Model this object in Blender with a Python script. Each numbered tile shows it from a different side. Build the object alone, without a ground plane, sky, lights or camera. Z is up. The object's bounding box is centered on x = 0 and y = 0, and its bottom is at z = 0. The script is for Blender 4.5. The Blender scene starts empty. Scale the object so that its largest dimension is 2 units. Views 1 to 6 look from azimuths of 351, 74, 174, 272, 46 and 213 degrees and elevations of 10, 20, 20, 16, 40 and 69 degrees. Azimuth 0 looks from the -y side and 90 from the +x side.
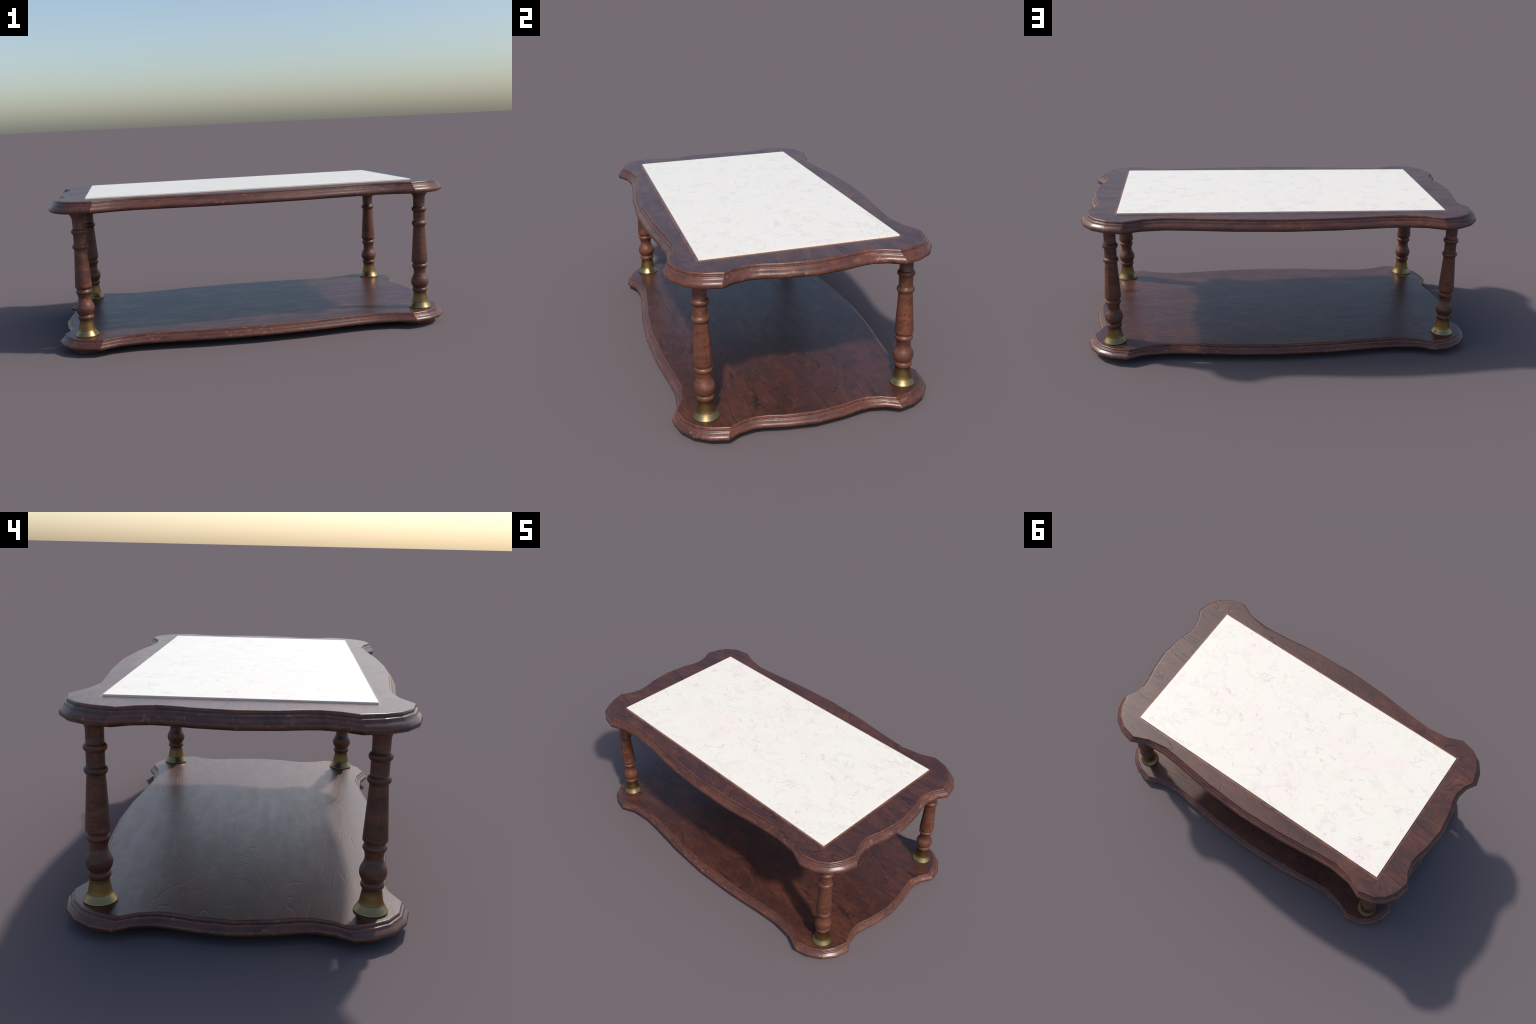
import bpy, bmesh, math
from mathutils import Vector

# ------------------------------------------------------------------ helpers
def new_mesh_object(name, verts, faces, mat, parent=None, smooth=True):
    me = bpy.data.meshes.new(name)
    me.from_pydata(verts, [], faces)
    me.materials.append(mat)
    me.polygons.foreach_set("use_smooth", [smooth] * len(me.polygons))
    me.update()
    ob = bpy.data.objects.new(name, me)
    bpy.context.scene.collection.objects.link(ob)
    if parent:
        ob.parent = parent
    return ob


class Nodes:
    """Small wrapper to write node trees as expressions."""
    def __init__(self, name):
        self.mat = bpy.data.materials.new(name)
        self.mat.use_nodes = True
        self.t = self.mat.node_tree
        self.t.nodes.clear()
        self.out = self.t.nodes.new("ShaderNodeOutputMaterial")
        self.bsdf = self.t.nodes.new("ShaderNodeBsdfPrincipled")
        self.t.links.new(self.bsdf.outputs[0], self.out.inputs[0])
        self.tc = self.t.nodes.new("ShaderNodeTexCoord")
        self.geo = self.t.nodes.new("ShaderNodeNewGeometry")
        self.obj = self.tc.outputs["Object"]

    def put(self, sock, v):
        if isinstance(v, bpy.types.NodeSocket):
            self.t.links.new(v, sock)
        elif isinstance(v, (tuple, list)):
            sock.default_value = tuple(v) + ((1.0,) if len(v) == 3 and sock.type == 'RGBA' else ())
        else:
            sock.default_value = v

    def math(self, op, a, b=None, c=None, clamp=False):
        n = self.t.nodes.new("ShaderNodeMath"); n.operation = op; n.use_clamp = clamp
        self.put(n.inputs[0], a)
        if b is not None: self.put(n.inputs[1], b)
        if c is not None: self.put(n.inputs[2], c)
        return n.outputs[0]

    def vmath(self, op, a, b=None):
        n = self.t.nodes.new("ShaderNodeVectorMath"); n.operation = op
        self.put(n.inputs[0], a)
        if b is not None: self.put(n.inputs[1], b)
        return n.outputs["Value"] if op in ('DOT_PRODUCT', 'LENGTH') else n.outputs[0]

    def mapping(self, vec, loc=(0, 0, 0), rot=(0, 0, 0), scale=(1, 1, 1)):
        n = self.t.nodes.new("ShaderNodeMapping")
        self.put(n.inputs["Vector"], vec)
        n.inputs["Location"].default_value = loc
        n.inputs["Rotation"].default_value = rot
        n.inputs["Scale"].default_value = scale
        return n.outputs[0]

    def noise(self, vec, scale, detail=2.0, rough=0.5, dist=0.0, color=False):
        n = self.t.nodes.new("ShaderNodeTexNoise")
        self.put(n.inputs["Vector"], vec)
        n.inputs["Scale"].default_value = scale
        n.inputs["Detail"].default_value = detail
        n.inputs["Roughness"].default_value = rough
        n.inputs["Distortion"].default_value = dist
        return n.outputs[1 if color else 0]

    def voronoi(self, vec, scale):
        n = self.t.nodes.new("ShaderNodeTexVoronoi")
        self.put(n.inputs["Vector"], vec)
        n.inputs["Scale"].default_value = scale
        return n.outputs["Distance"], n.outputs["Color"]

    def ramp(self, v, lo, hi, a=0.0, b=1.0, smooth=True):
        n = self.t.nodes.new("ShaderNodeMapRange")
        n.interpolation_type = 'SMOOTHSTEP' if smooth else 'LINEAR'
        n.clamp = True
        self.put(n.inputs[0], v)
        for i, x in enumerate((lo, hi, a, b)):
            self.put(n.inputs[i + 1], x)
        return n.outputs[0]

    def mix(self, f, a, b, blend='MIX'):
        n = self.t.nodes.new("ShaderNodeMix"); n.data_type = 'RGBA'; n.blend_type = blend
        n.clamp_factor = True
        self.put(n.inputs[0], f)
        self.put(n.inputs[6], a)
        self.put(n.inputs[7], b)
        return n.outputs[2]

    def sep(self, vec):
        n = self.t.nodes.new("ShaderNodeSeparateXYZ")
        self.put(n.inputs[0], vec)
        return n.outputs

    def bump(self, height, strength, distance):
        n = self.t.nodes.new("ShaderNodeBump")
        n.inputs["Strength"].default_value = strength
        n.inputs["Distance"].default_value = distance
        self.put(n.inputs["Height"], height)
        return n.outputs[0]

    def edge_mask(self, radius):
        """How much a rounded edge would turn the normal: worn arrises."""
        n = self.t.nodes.new("ShaderNodeBevel"); n.samples = 6
        n.inputs["Radius"].default_value = radius
        d = self.vmath('DOT_PRODUCT', n.outputs[0], self.geo.outputs["Normal"])
        return self.math('SUBTRACT', 1.0, d, clamp=True)

    def scratches(self, vec, angle, along, across, keep, size=0.085, loc=(0, 0, 0)):
        v = self.mapping(vec, loc=loc, rot=(0, 0, angle))
        v = self.mapping(v, scale=(along, across, along))
        d, c = self.voronoi(v, 1.0)
        s = self.math('LESS_THAN', d, size)
        return self.math('MULTIPLY', s, self.math('GREATER_THAN', self.sep(c)[0], keep))


WORN = (0.300, 0.103, 0.052)

# ------------------------------------------------------------------ materials
def board_wood(name, shift, with_inlay, underside, squash):
    m = Nodes(name)
    P = m.mapping(m.obj, loc=shift)
    nz = m.sep(m.geo.outputs["Normal"])[2]
    top = m.ramp(nz, 0.93, 0.985)
    # cathedral figure: contour lines of a lengthwise-stretched noise field
    warp = m.noise(m.mapping(P, scale=(7, 20, 7)), 1.0, 5, 0.62)
    field = m.noise(m.mapping(P, scale=(0.80, 2.7, 1.0)), 1.5, 2.0, 0.40, 0.25)
    rings = m.math('MULTIPLY_ADD', field, 17.0, m.math('MULTIPLY', warp, 0.75))
    fr = m.math('FRACT', rings)
    line = m.math('MULTIPLY', m.ramp(fr, 0.86, 0.955), m.ramp(fr, 1.0, 0.965))
    strength = m.ramp(m.noise(m.mapping(P, scale=(4.0, 9.0, 3)), 1.0, 4, 0.65), 0.44, 0.62)
    line = m.math('MULTIPLY', line, m.math('MULTIPLY_ADD', strength, 0.80, 0.20))
    late = m.math('POWER', fr, 1.6)
    # fine straight grain
    grain = m.noise(m.mapping(P, scale=(5, 150, 40)), 1.0, 3, 0.6)
    grain2 = m.noise(m.mapping(P, scale=(16, 420, 60)), 1.0, 2, 0.6)
    blotch = m.noise(m.mapping(P, scale=(2.2, 4.2, 4)), 1.0, 4, 0.62, 0.4)
    col = m.mix(m.ramp(blotch, 0.36, 0.66), (0.080, 0.0265, 0.0180), (0.130, 0.0435, 0.0225))
    mottle = m.noise(m.mapping(P, scale=(9, 17, 9)), 1.0, 5, 0.66, 0.6)
    col = m.mix(m.ramp(mottle, 0.40, 0.62, 0.50, 0.0), col, (0.034, 0.0130, 0.0115))
    col = m.mix(m.ramp(mottle, 0.52, 0.72, 0.0, 0.45), col, (0.150, 0.050, 0.028))
    col = m.mix(m.ramp(grain, 0.34, 0.66), m.mix(0.32, col, (0.044, 0.0175, 0.0150)), col)
    col = m.mix(m.math('MULTIPLY', m.ramp(grain2, 0.52, 0.72), 0.16), col, (0.125, 0.052, 0.034))
    figure = m.math('MULTIPLY', late, 0.16)
    col = m.mix(m.math('MULTIPLY', figure, top), col, (0.035, 0.0155, 0.0165))
    # closer, fainter growth lines between the bold ones
    fr2 = m.math('FRACT', m.math('MULTIPLY_ADD', field, 62.0, m.math('MULTIPLY', warp, 1.3)))
    fine = m.math('MULTIPLY', m.ramp(fr2, 0.62, 0.95), m.ramp(fr2, 1.0, 0.965))
    fine = m.math('MULTIPLY', fine, m.ramp(m.noise(m.mapping(P, scale=(2.5, 6, 3)), 1.0, 3, 0.6), 0.40, 0.60))
    col = m.mix(m.math('MULTIPLY', m.math('MULTIPLY', fine, top), 0.62), col, (0.022, 0.010, 0.011))
    line_top = m.math('MULTIPLY', line, top)
    col = m.mix(m.math('MULTIPLY', line_top, 0.95), col, (0.014, 0.007, 0.010))
    # knots and open pores
    kd, kc = m.voronoi(m.mapping(P, scale=(2.6, 5.6, 1)), 1.0)
    knot = m.math('MULTIPLY', m.ramp(m.math('ADD', kd, m.math('MULTIPLY', warp, 0.08)), 0.15, 0.10),
                  m.math('GREATER_THAN', m.sep(kc)[1], 0.80))
    col = m.mix(m.math('MULTIPLY', m.math('MULTIPLY', knot, top), 0.45), col, (0.018, 0.010, 0.012))
    pd, pc = m.voronoi(m.mapping(P, scale=(26, 48, 26)), 1.0)
    pit = m.math('MULTIPLY', m.math('LESS_THAN', pd, 0.105), m.math('GREATER_THAN', m.sep(pc)[0], 0.90))
    pit = m.math('MULTIPLY', pit, top)
    col = m.mix(m.math('MULTIPLY', pit, 0.85), col, (0.008, 0.006, 0.007))
    # scratches down to the pale wood
    sc = m.math('MAXIMUM', m.scratches(P, 0.7, 7, 52, 0.955, 0.11),
                m.scratches(P, -0.45, 8, 60, 0.955, 0.12, (3.3, 1.7, 0)))
    sc = m.math('MAXIMUM', sc, m.scratches(P, 0.12, 9, 75, 0.95, 0.13, (7.1, 4.2, 0)))
    faint = m.math('MAXIMUM', m.scratches(P, 1.25, 6, 170, 0.86, 0.20, (1.9, 8.3, 0)),
                   m.scratches(P, -1.0, 7, 190, 0.88, 0.2, (5.9, 2.3, 0)))
    col = m.mix(m.math('MULTIPLY', sc, 0.55), col, WORN)
    col = m.mix(m.math('MULTIPLY', faint, 0.22), col, WORN)
    # sides: blotchy, reddish, a little lighter, worn arrises
    sidev = m.noise(m.mapping(P, scale=(9, 14, 60)), 1.0, 4, 0.65)
    side = m.math('SUBTRACT', 1.0, top)
    col = m.mix(m.math('MULTIPLY', side, m.ramp(sidev, 0.36, 0.70, 0.0, 0.55)), col, (0.180, 0.058, 0.032))
    wearn = m.noise(m.mapping(P, scale=(42, 48, 70)), 1.0, 4, 0.68)
    wear_patch = m.noise(P, 8.0, 3, 0.55)
    edge = m.edge_mask(0.0075)
    amount = m.math('ADD', wearn, m.math('MULTIPLY', m.math('SUBTRACT', wear_patch, 0.5), 0.42))
    worn = m.math('MULTIPLY', m.ramp(edge, 0.004, 0.06), m.ramp(amount, 0.38, 0.56))
    col = m.mix(m.math('MULTIPLY', worn, 0.85), col, WORN)
    flecks = m.math('MULTIPLY', side, m.ramp(amount, 0.60, 0.70))
    col = m.mix(m.math('MULTIPLY', flecks, 0.65), col, (0.33, 0.115, 0.058))
    # darker bands along the moulding's groove and cove
    x, y, z = m.sep(m.obj)
    level = m.math('MULTIPLY', m.math('SUBTRACT', z, underside), 1.0 / squash)
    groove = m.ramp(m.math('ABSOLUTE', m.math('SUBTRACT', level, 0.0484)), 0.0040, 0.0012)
    cove = m.ramp(m.math('ABSOLUTE', m.math('SUBTRACT', level, 0.0385)), 0.0050, 0.0010, 0.0, 0.25)
    dark_band = m.math('MULTIPLY', m.math('MAXIMUM', groove, cove), side)
    dark_band = m.math('MULTIPLY', dark_band, m.ramp(sidev, 0.25, 0.6, 0.55, 1.0))
    col = m.mix(m.math('MULTIPLY', dark_band, 0.62), col, (0.032, 0.013, 0.0105))
    if with_inlay:
        ax = m.math('SUBTRACT', m.math('ABSOLUTE', x), 0.8205)
        ay = m.math('SUBTRACT', m.math('ABSOLUTE', y), 0.4250)
        d = m.math('MAXIMUM', ax, ay)
        rim = m.math('MULTIPLY', m.ramp(d, 0.0145, 0.0045), top)
        rim = m.math('MULTIPLY', rim, m.ramp(amount, 0.36, 0.60, 0.25, 1.0))
        col = m.mix(m.math('MULTIPLY', rim, 0.75), col, WORN)
        seam_shade = m.math('MULTIPLY', m.ramp(d, 0.0034, 0.0012), top)  # dark joint line, with the slab edge's occlusion shade painted into the wood
        col = m.mix(m.math('MULTIPLY', seam_shade, 0.8), col, (0.020, 0.011, 0.009))
    m.put(m.bsdf.inputs["Base Color"], col)
    rough = m.math('MULTIPLY_ADD', m.noise(m.mapping(P, scale=(3, 30, 6)), 1.0, 4, 0.6), 0.14, 0.282)
    rough = m.math('ADD', rough, m.math('MULTIPLY', m.ramp(mottle, 0.35, 0.65, 1.0, 0.0), 0.03))
    rough = m.math('SUBTRACT', rough, m.math('MULTIPLY', side, 0.020))
    rough = m.math('ADD', rough, m.math('MULTIPLY', worn, 0.10))
    m.put(m.bsdf.inputs["Roughness"], rough)
    m.put(m.bsdf.inputs["Specular IOR Level"], 0.60)
    h = m.math('MULTIPLY', line_top, -0.72)
    h = m.math('ADD', h, m.math('MULTIPLY', grain, 0.26))
    h = m.math('ADD', h, m.math('MULTIPLY', blotch, 0.5))
    h = m.math('ADD', h, m.math('MULTIPLY', mottle, 0.55))
    h = m.math('SUBTRACT', h, m.math('MULTIPLY', m.math('MULTIPLY', fine, top), 0.08))
    h = m.math('SUBTRACT', h, pit)
    h = m.math('SUBTRACT', h, m.math('MULTIPLY', sc, 0.5))
    h = m.math('ADD', h, m.math('MULTIPLY', side, m.math('MULTIPLY', sidev, 1.4)))
    m.put(m.bsdf.inputs["Normal"], m.bump(h, 0.5, 0.0010))
    return m.mat


def turned_wood(name):
    m = Nodes(name)
    info = m.t.nodes.new("ShaderNodeObjectInfo")
    off = m.math('MULTIPLY', info.outputs["Random"], 11.0)
    comb = m.t.nodes.new("ShaderNodeCombineXYZ")
    for i in range(3):
        m.put(comb.inputs[i], off)
    P = m.vmath('ADD', m.obj, comb.outputs[0])
    n1 = m.noise(m.mapping(P, scale=(9, 9, 26)), 1.0, 4, 0.62, 0.5)
    streak = m.noise(m.mapping(P, scale=(14, 14, 110)), 1.0, 3, 0.6)
    col = m.mix(m.ramp(n1, 0.35, 0.68), (0.088, 0.030, 0.017), (0.168, 0.055, 0.0265))
    col = m.mix(m.ramp(streak, 0.38, 0.64), m.mix(0.45, col, (0.050, 0.019, 0.014)), col)
    patch = m.noise(m.mapping(P, scale=(30, 30, 36)), 1.0, 4, 0.68)
    col = m.mix(m.ramp(patch, 0.54, 0.76, 0.0, 0.7), col, (0.270, 0.090, 0.038))
    edge = m.edge_mask(0.006)
    worn = m.math('MULTIPLY', m.ramp(edge, 0.008, 0.10), m.ramp(patch, 0.36, 0.62, 0.10, 1.0))
    nz = m.sep(m.geo.outputs["Normal"])[2]
    worn = m.math('MULTIPLY', worn, m.ramp(nz, 0.75, -0.10, 0.35, 1.0))
    col = m.mix(m.math('MULTIPLY', worn, 0.85), col, (0.290, 0.105, 0.050))
    pd, pc = m.voronoi(m.mapping(P, scale=(45, 45, 32)), 1.0)
    pit = m.math('MULTIPLY', m.ramp(pd, 0.16, 0.08), m.math('GREATER_THAN', m.sep(pc)[0], 0.93))
    col = m.mix(m.math('MULTIPLY', pit, 0.7), col, (0.015, 0.009, 0.009))
    m.put(m.bsdf.inputs["Base Color"], col)
    m.put(m.bsdf.inputs["Roughness"], m.math('MULTIPLY_ADD', n1, 0.16, 0.36))
    h = m.math('ADD', m.math('MULTIPLY', streak, 0.5), m.math('MULTIPLY', patch, 0.5))
    m.put(m.bsdf.inputs["Normal"], m.bump(h, 0.35, 0.0016))
    return m.mat


def marble(name):
    m = Nodes(name)
    P = m.obj
    warpv = m.noise(P, 5.5, 4, 0.6, 0.0, color=True)
    wv = m.vmath('SUBTRACT', warpv, (0.5, 0.5, 0.5))
    wv = m.mapping(wv, scale=(0.13, 0.13, 0.13))
    Q = m.vmath('ADD', P, wv)

    def veins(loc, scale, width, mask_lo, mask_hi, mask_scale):
        f = m.noise(m.mapping(Q, loc=loc, scale=(0.8, 1.25, 1)), scale, 3, 0.55, 0.35)
        d = m.math('ABSOLUTE', m.math('SUBTRACT', f, 0.5))
        k = m.noise(m.mapping(P, loc=loc), mask_scale, 3, 0.6)
        return m.math('MULTIPLY', m.ramp(d, width, width * 0.12), m.ramp(k, mask_lo, mask_hi))

    v1 = veins((0, 0, 0), 5.6, 0.0130, 0.43, 0.58, 14)
    v2 = veins((4.1, 2.7, 0), 8.5, 0.0145, 0.45, 0.60, 18)
    v3 = veins((9.3, 7.7, 0), 3.6, 0.024, 0.42, 0.62, 6)
    cloud = m.noise(P, 4.0, 4, 0.55, 0.6)
    cloud2 = m.noise(m.mapping(P, loc=(6, 3, 0)), 6.5, 4, 0.6, 0.8)
    col = m.mix(m.ramp(cloud, 0.46, 0.68), (0.872, 0.808, 0.688), (0.885, 0.780, 0.694))
    col = m.mix(m.ramp(cloud2, 0.50, 0.75, 0.0, 0.75), col, (0.824, 0.765, 0.644))
    col = m.mix(m.math('MULTIPLY', v3, 0.45), col, (0.730, 0.680, 0.575))
    col = m.mix(m.math('MULTIPLY', v1, 0.58), col, (0.660, 0.540, 0.480))
    col = m.mix(m.math('MULTIPLY', v2, 0.50), col, (0.690, 0.560, 0.510))
    m.put(m.bsdf.inputs["Base Color"], col)
    m.put(m.bsdf.inputs["Roughness"], 0.30)
    return m.mat


def brass(name):
    m = Nodes(name)
    info = m.t.nodes.new("ShaderNodeObjectInfo")
    P = m.vmath('ADD', m.obj, info.outputs["Location"])
    z = m.sep(m.obj)[2]
    n1 = m.noise(m.mapping(P, scale=(26, 26, 40)), 1.0, 4, 0.65)
    n2 = m.noise(m.mapping(P, scale=(70, 70, 90)), 1.0, 4, 0.65)
    skirt = m.ramp(z, 0.112, 0.106)
    col = m.mix(skirt, (0.24, 0.132, 0.044), (0.34, 0.245, 0.115))
    col = m.mix(m.ramp(n1, 0.45, 0.72, 0.0, 0.6), col, (0.20, 0.180, 0.095))
    col = m.mix(m.ramp(n2, 0.60, 0.78, 0.0, 0.6), col, (0.10, 0.085, 0.05))
    dark_rings = m.math('MAXIMUM', m.ramp(z, 0.140, 0.156), m.ramp(m.math('ABSOLUTE', m.math('SUBTRACT', z, 0.110)), 0.004, 0.0, 0.0, 0.5))  # darker at the top of the neck and where the skirt begins
    col = m.mix(m.math('MULTIPLY', dark_rings, 0.7), col, (0.075, 0.06, 0.04))
    m.put(m.bsdf.inputs["Base Color"], col)
    m.put(m.bsdf.inputs["Metallic"], 1.0)
    m.put(m.bsdf.inputs["Roughness"], m.math('MULTIPLY_ADD', n1, 0.22, m.math('MULTIPLY_ADD', skirt, -0.09, 0.33)))
    m.put(m.bsdf.inputs["Normal"], m.bump(n2, 0.12, 0.001))
    return m.mat


MAT_TOP = board_wood("tabletop_wood", (3.7, 1.3, 0.0), True, 0.690, 1.0)
MAT_SHELF = board_wood("shelf_wood", (0.4, 5.2, 0.0), False, 0.030, 0.049 / 0.059)
MAT_LEG = turned_wood("turned_leg_wood")
MAT_MARBLE = marble("pale_marble")
MAT_BRASS = brass("aged_brass")

# ------------------------------------------------------------------ serpentine outline
# one quarter, from the middle of the short end to the middle of the long side:
# (widest line of the moulding, edge of the flat top)
QUARTER = [
    ((0.9940, 0.0000), (0.9670, 0.0000)),
    ((0.9790, 0.1250), (0.9530, 0.1250)),
    ((0.9580, 0.2160), (0.9340, 0.1930)),
    ((0.9535, 0.2570), (0.9290, 0.2430)),
    ((0.9675, 0.3215), (0.9430, 0.3040)),
    ((1.0000, 0.3740), (0.9715, 0.3570)),
    ((0.9815, 0.4450), (0.9505, 0.4320)),
    ((0.9385, 0.5070), (0.9185, 0.4840)),
    ((0.8725, 0.5490), (0.8625, 0.5235)),
    ((0.7940, 0.5670), (0.7820, 0.5420)),
    ((0.7110, 0.5300), (0.6970, 0.5060)),
    ((0.5885, 0.5178), (0.5870, 0.4868)),
    ((0.4685, 0.5270), (0.4700, 0.4965)),
    ((0.2490, 0.5525), (0.2490, 0.5205)),
    ((0.0000, 0.5640), (0.0000, 0.5325)),
]

def full_loop():
    q = QUARTER
    loop = list(q)
    mirror = lambda p, sx, sy: tuple((a * sx, b * sy) for a, b in p)
    loop += [mirror(p, -1, 1) for p in reversed(q[:-1])]
    loop += [mirror(p, -1, -1) for p in q[1:]]
    loop += [mirror(p, 1, -1) for p in reversed(q[1:-1])]
    return loop

LOOP = full_loop()

# moulding section: (inset from the widest line, height above the underside), board 59 mm thick
SECTION = [
    (0.0345, 0.0590), (0.0328, 0.0588), (0.0312, 0.0581), (0.0298, 0.0568), (0.0286, 0.0550), (0.0278, 0.0528),
    (0.0276, 0.0508), (0.0281, 0.0493), (0.0276, 0.0479), (0.0257, 0.0467), (0.0228, 0.0458), (0.0205, 0.0448),
    (0.0192, 0.0433), (0.0187, 0.0414), (0.0181, 0.0394), (0.0168, 0.0371), (0.0146, 0.0347), (0.0117, 0.0322),
    (0.0085, 0.0296), (0.0055, 0.0266), (0.0028, 0.0234), (0.0010, 0.0198), (0.0001, 0.0160), (0.0000, 0.0120),
    (0.0010, 0.0082), (0.0034, 0.0048), (0.0075, 0.0020), (0.0120, 0.0006), (0.0150, 0.0000),
]
THICK = 0.0590

def moulded_board(name, z0, thickness, mat, parent, widen=1.0):
    """Sweep the moulding section round the outline; corner facets keep soft arrises."""
    n, s = len(LOOP), len(SECTION)
    k = thickness / THICK
    verts = []
    for d, h in SECTION:
        f = d / 0.0312
        for w, t in LOOP:
            verts.append((w[0] + (t[0] - w[0]) * f, (w[1] + (t[1] - w[1]) * f) * widen, z0 + h * k))
    faces, normals = [], []
    # outline directions
    facet, ang = [], []
    for i in range(n):
        a, b = LOOP[i][0], LOOP[(i + 1) % n][0]
        v = Vector((b[1] - a[1], -(b[0] - a[0]), 0)).normalized()
        facet.append(v)
    vert_n = []
    for i in range(n):
        a, b = facet[i - 1], facet[i]
        vert_n.append((a + b).normalized())
        ang.append(math.degrees(a.angle(b)))
    def outward(seg, vi):
        # gentle bends are smooth, the lobe's corners keep part of their facet
        keep = 0.0 if ang[vi] < 13 else (0.18 if ang[vi] < 29 else 0.75)
        return (facet[seg] * keep + vert_n[vi] * (1 - keep)).normalized()
    # section normals (radial, vertical)
    sec_n = []
    for j in range(s):
        p, q = SECTION[max(j - 1, 0)], SECTION[min(j + 1, s - 1)]
        dr, dz = -(q[0] - p[0]), (q[1] - p[1]) * k
        v = Vector((-dz, dr)).normalized()
        sec_n.append(v)
    sec_n[0] = Vector((0.0, 1.0))
    for j in range(s - 1):
        for i in range(n):
            i2 = (i + 1) % n
            faces.append((j * n + i, (j + 1) * n + i, (j + 1) * n + i2, j * n + i2))
            for (jj, ii) in ((j, i), (j + 1, i), (j + 1, i2), (j, i2)):
                o = outward(i, ii)
                r, zz = sec_n[jj]
                normals.append((o.x * r, o.y * r, zz))
    faces.append(tuple(range(n)))
    normals += [(0, 0, 1)] * n
    faces.append(tuple((s - 1) * n + i for i in reversed(range(n))))
    normals += [(0, 0, -1)] * n
    ob = new_mesh_object(name, verts, faces, mat, parent)
    ob.data.normals_split_custom_set(normals)
    return ob


# ------------------------------------------------------------------ turned parts
def bead(z, r_neck, r_max, half, steps=8):
    """Rounded ring on a turning, listed from top to bottom."""
    out = []
    for i in range(steps + 1):
        t = math.pi * (0.06 + 0.88 * i / steps)
        out.append((z + half * math.cos(t), r_neck + (r_max - r_neck) * math.sin(t) ** 1.5))
    return out

def spline(points, sub=5):
    """Catmull-Rom through (z, r) points."""
    out = []
    m = len(points)
    for i in range(m - 1):
        p0, p1, p2, p3 = points[max(i - 1, 0)], points[i], points[i + 1], points[min(i + 2, m - 1)]
        for a in range(sub):
            t = a / sub
            out.append(tuple(0.5 * (2 * p1[c] + (p2[c] - p0[c]) * t +
                        (2 * p0[c] - 5 * p1[c] + 4 * p2[c] - p3[c]) * t * t +
                        (3 * p1[c] - p0[c] - 3 * p2[c] + p3[c]) * t ** 3) for c in range(2)))
    out.append(points[-1])
    return out

def lathe(name, profile, segments, mat, parent=None, angles=None, shape=None):
    angles = angles or [2 * math.pi * i / segments for i in range(segments)]
    n = len(angles)
    verts, faces = [], []
    for z, r in profile:
        for a in angles:
            rr = shape(z, r, a) if shape else r
            verts.append((rr * math.cos(a), rr * math.sin(a), z))
    for j in range(len(profile) - 1):
        for i in range(n):
            i2 = (i + 1) % n
            faces.append((j * n + i, (j + 1) * n + i, (j + 1) * n + i2, j * n + i2))
    faces.append(tuple(range(n)))
    faces.append(tuple((len(profile) - 1) * n + i for i in reversed(range(n))))
    ob = new_mesh_object(name, verts, faces, mat, parent)
    me = ob.data
    bm = bmesh.new(); bm.from_mesh(me)
    bmesh.ops.recalc_face_normals(bm, faces=bm.faces)
    for e in bm.edges:
        if len(e.link_faces) == 2 and e.calc_face_angle(0) > math.radians(48):
            e.smooth = False
    bm.to_mesh(me); bm.free()
    return ob

LEG_PROFILE = (
    [(0.6920, 0.0415), (0.6890, 0.0424)]
    + spline([(0.6840, 0.0422), (0.6780, 0.0392), (0.6710, 0.0342), (0.6640, 0.0312), (0.6560, 0.0297), (0.6400, 0.0293)], 3)
    + [(0.6112, 0.0294)] + bead(0.5975, 0.0298, 0.0383, 0.0128) + [(0.5825, 0.0300)]
    + [(0.5392, 0.0300)] + bead(0.5240, 0.0302, 0.0383, 0.0128) + [(0.5088, 0.0302)]
    + [(0.4960, 0.0310), (0.4900, 0.0314), (0.4840, 0.0318), (0.3560, 0.0393), (0.3480, 0.0398), (0.3400, 0.0403)]
    + [(0.3275, 0.0410), (0.3240, 0.0405), (0.3190, 0.0366), (0.3150, 0.0337), (0.3125, 0.0334)]
    + bead(0.3005, 0.0334, 0.0393, 0.0105, 6)
    + spline([(0.2890, 0.0338), (0.2810, 0.0314), (0.2700, 0.0303), (0.2600, 0.0310), (0.2480, 0.0352),
              (0.2360, 0.0412), (0.2200, 0.0452), (0.2060, 0.0436), (0.1950, 0.0388), (0.1860, 0.0342)], 3)
    + bead(0.1740, 0.0336, 0.0388, 0.0115, 7)
    + [(0.1610, 0.0325), (0.1560, 0.0312), (0.1500, 0.0300)]
)
FERRULE_PROFILE = [
    (0.1610, 0.0305), (0.1605, 0.0318), (0.1560, 0.0322), (0.1450, 0.0341), (0.1300, 0.0366), (0.1200, 0.0384), (0.1140, 0.0399),
    (0.1105, 0.0413), (0.1060, 0.0436), (0.0995, 0.0472), (0.0930, 0.0512), (0.0885, 0.0542), (0.0862, 0.0556),
    (0.0848, 0.0564), (0.0832, 0.0565), (0.0818, 0.0558), (0.0800, 0.0553), (0.0780, 0.0553),
]
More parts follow.
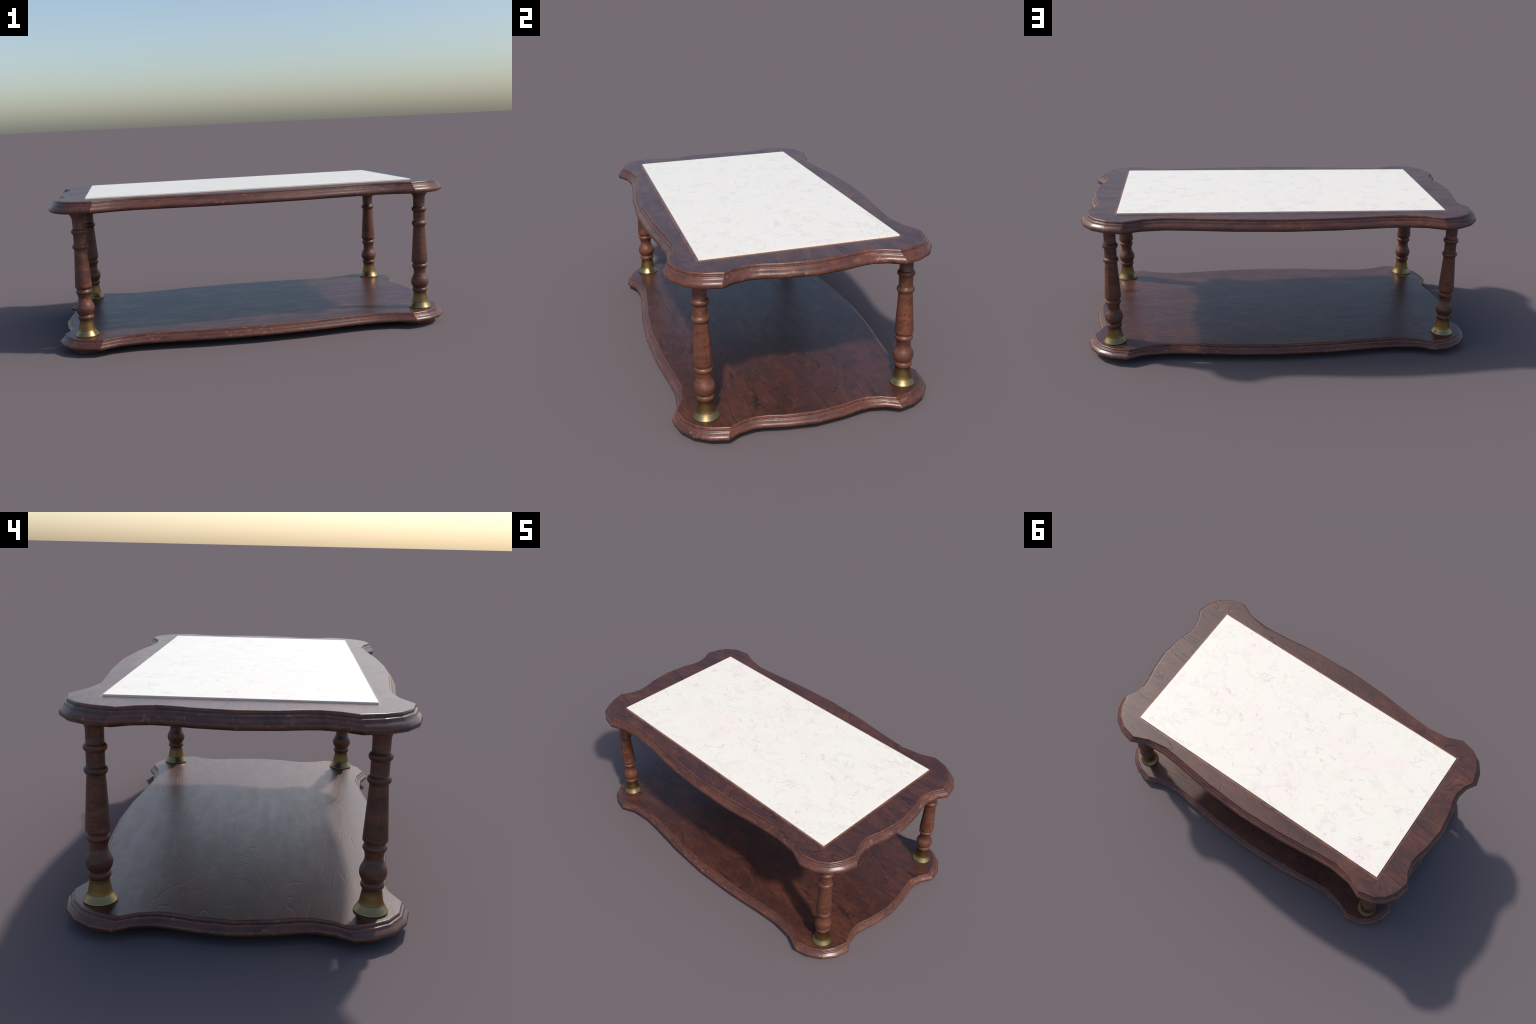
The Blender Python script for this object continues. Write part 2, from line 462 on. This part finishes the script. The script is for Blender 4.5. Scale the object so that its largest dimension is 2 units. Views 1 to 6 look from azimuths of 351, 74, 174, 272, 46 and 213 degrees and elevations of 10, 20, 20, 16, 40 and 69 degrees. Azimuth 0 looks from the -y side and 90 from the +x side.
# four scribed lines down the tapering drum of each leg
GROOVES = [math.pi / 2 * q for q in range(4)]
def leg_angles():
    out = []
    for g in GROOVES:
        for d in (-0.050, -0.026, 0.0, 0.026, 0.050):
            out.append(g + d)
        m = 7
        for i in range(1, m):
            out.append(g + 0.060 + (math.pi / 2 - 0.120) * i / m)
    return out
def leg_shape(z, r, a):
    if not (0.3385 < z < 0.4915):
        return r
    depth = 0.0013 if 0.3425 < z < 0.4880 else 0.0006
    d = min(abs((a - g + math.pi) % (2 * math.pi) - math.pi) for g in GROOVES)
    return r - depth if d < 0.012 else r


def dense(profile, step=0.02):
    """Split long straight runs so the grain shades evenly along the turning."""
    out = [profile[0]]
    for p in profile[1:]:
        q = out[-1]
        m = max(1, int(abs(p[0] - q[0]) / step))
        for i in range(1, m + 1):
            out.append((q[0] + (p[0] - q[0]) * i / m, q[1] + (p[1] - q[1]) * i / m))
    return out


# ------------------------------------------------------------------ assemble
table = bpy.data.objects.new("coffee_table", None)
bpy.context.scene.collection.objects.link(table)
table["label"] = "dark wood coffee table, white marble inlay, turned legs, lower shelf"
table["category"] = "coffee table"

moulded_board("tabletop", 0.6900, 0.0590, MAT_TOP, table)
shelf = moulded_board("lower_shelf", 0.0300, 0.0490, MAT_SHELF, table, 1.011)

# marble slab with a slight bevel, set into the top and standing 6.5 mm proud
SX, SY, ZT = 0.8205, 0.4250, 0.7555
rings = [(0.0, 0.7430), (0.0, 0.7551), (0.0004, 0.7553), (0.0110, ZT)]
sv, sf = [], []
for d, z in rings:
    for x, y in ((1, 1), (-1, 1), (-1, -1), (1, -1)):
        sv.append((x * (SX - d), y * (SY - d), z))
for j in range(len(rings) - 1):
    for i in range(4):
        sf.append((j * 4 + i, j * 4 + (i + 1) % 4, (j + 1) * 4 + (i + 1) % 4, (j + 1) * 4 + i))
sf.append((12, 13, 14, 15))
sf.append((3, 2, 1, 0))
new_mesh_object("marble_inlay", sv, sf, MAT_MARBLE, table, smooth=False)

LEGS = [((0.8585, 0.4437), -14.0), ((0.8606, -0.4376), 27.0), ((-0.8613, -0.4376), 15.0), ((-0.8605, 0.4437), 2.0)]
leg0 = ferr0 = foot0 = None
for (x, y), turn in LEGS:
    if leg0 is None:
        leg0 = leg = lathe("leg", dense(LEG_PROFILE), 0, MAT_LEG, table, leg_angles(), leg_shape)
        ferr0 = ferr = lathe("ferrule", FERRULE_PROFILE, 28, MAT_BRASS, leg)
        foot0 = foot = lathe("foot", [(0.0315, 0.0870), (0.0300, 0.0870), (0.0020, 0.0850), (0.0, 0.0835)], 8, MAT_LEG, table)
        foot0.data.polygons.foreach_set("use_smooth", [False] * len(foot0.data.polygons))
    else:
        leg = leg0.copy(); ferr = ferr0.copy(); foot = foot0.copy()
        for o in (leg, ferr, foot):
            bpy.context.scene.collection.objects.link(o)
        ferr.parent = leg
    leg.location = (x, y, 0.0)
    leg.rotation_euler = (0, 0, math.radians(turn))
    foot.location = (math.copysign(0.852, x), math.copysign(0.415, y), 0.0)
    foot.rotation_euler = (0, 0, math.radians(15.0 if x * y > 0 else -15.0))
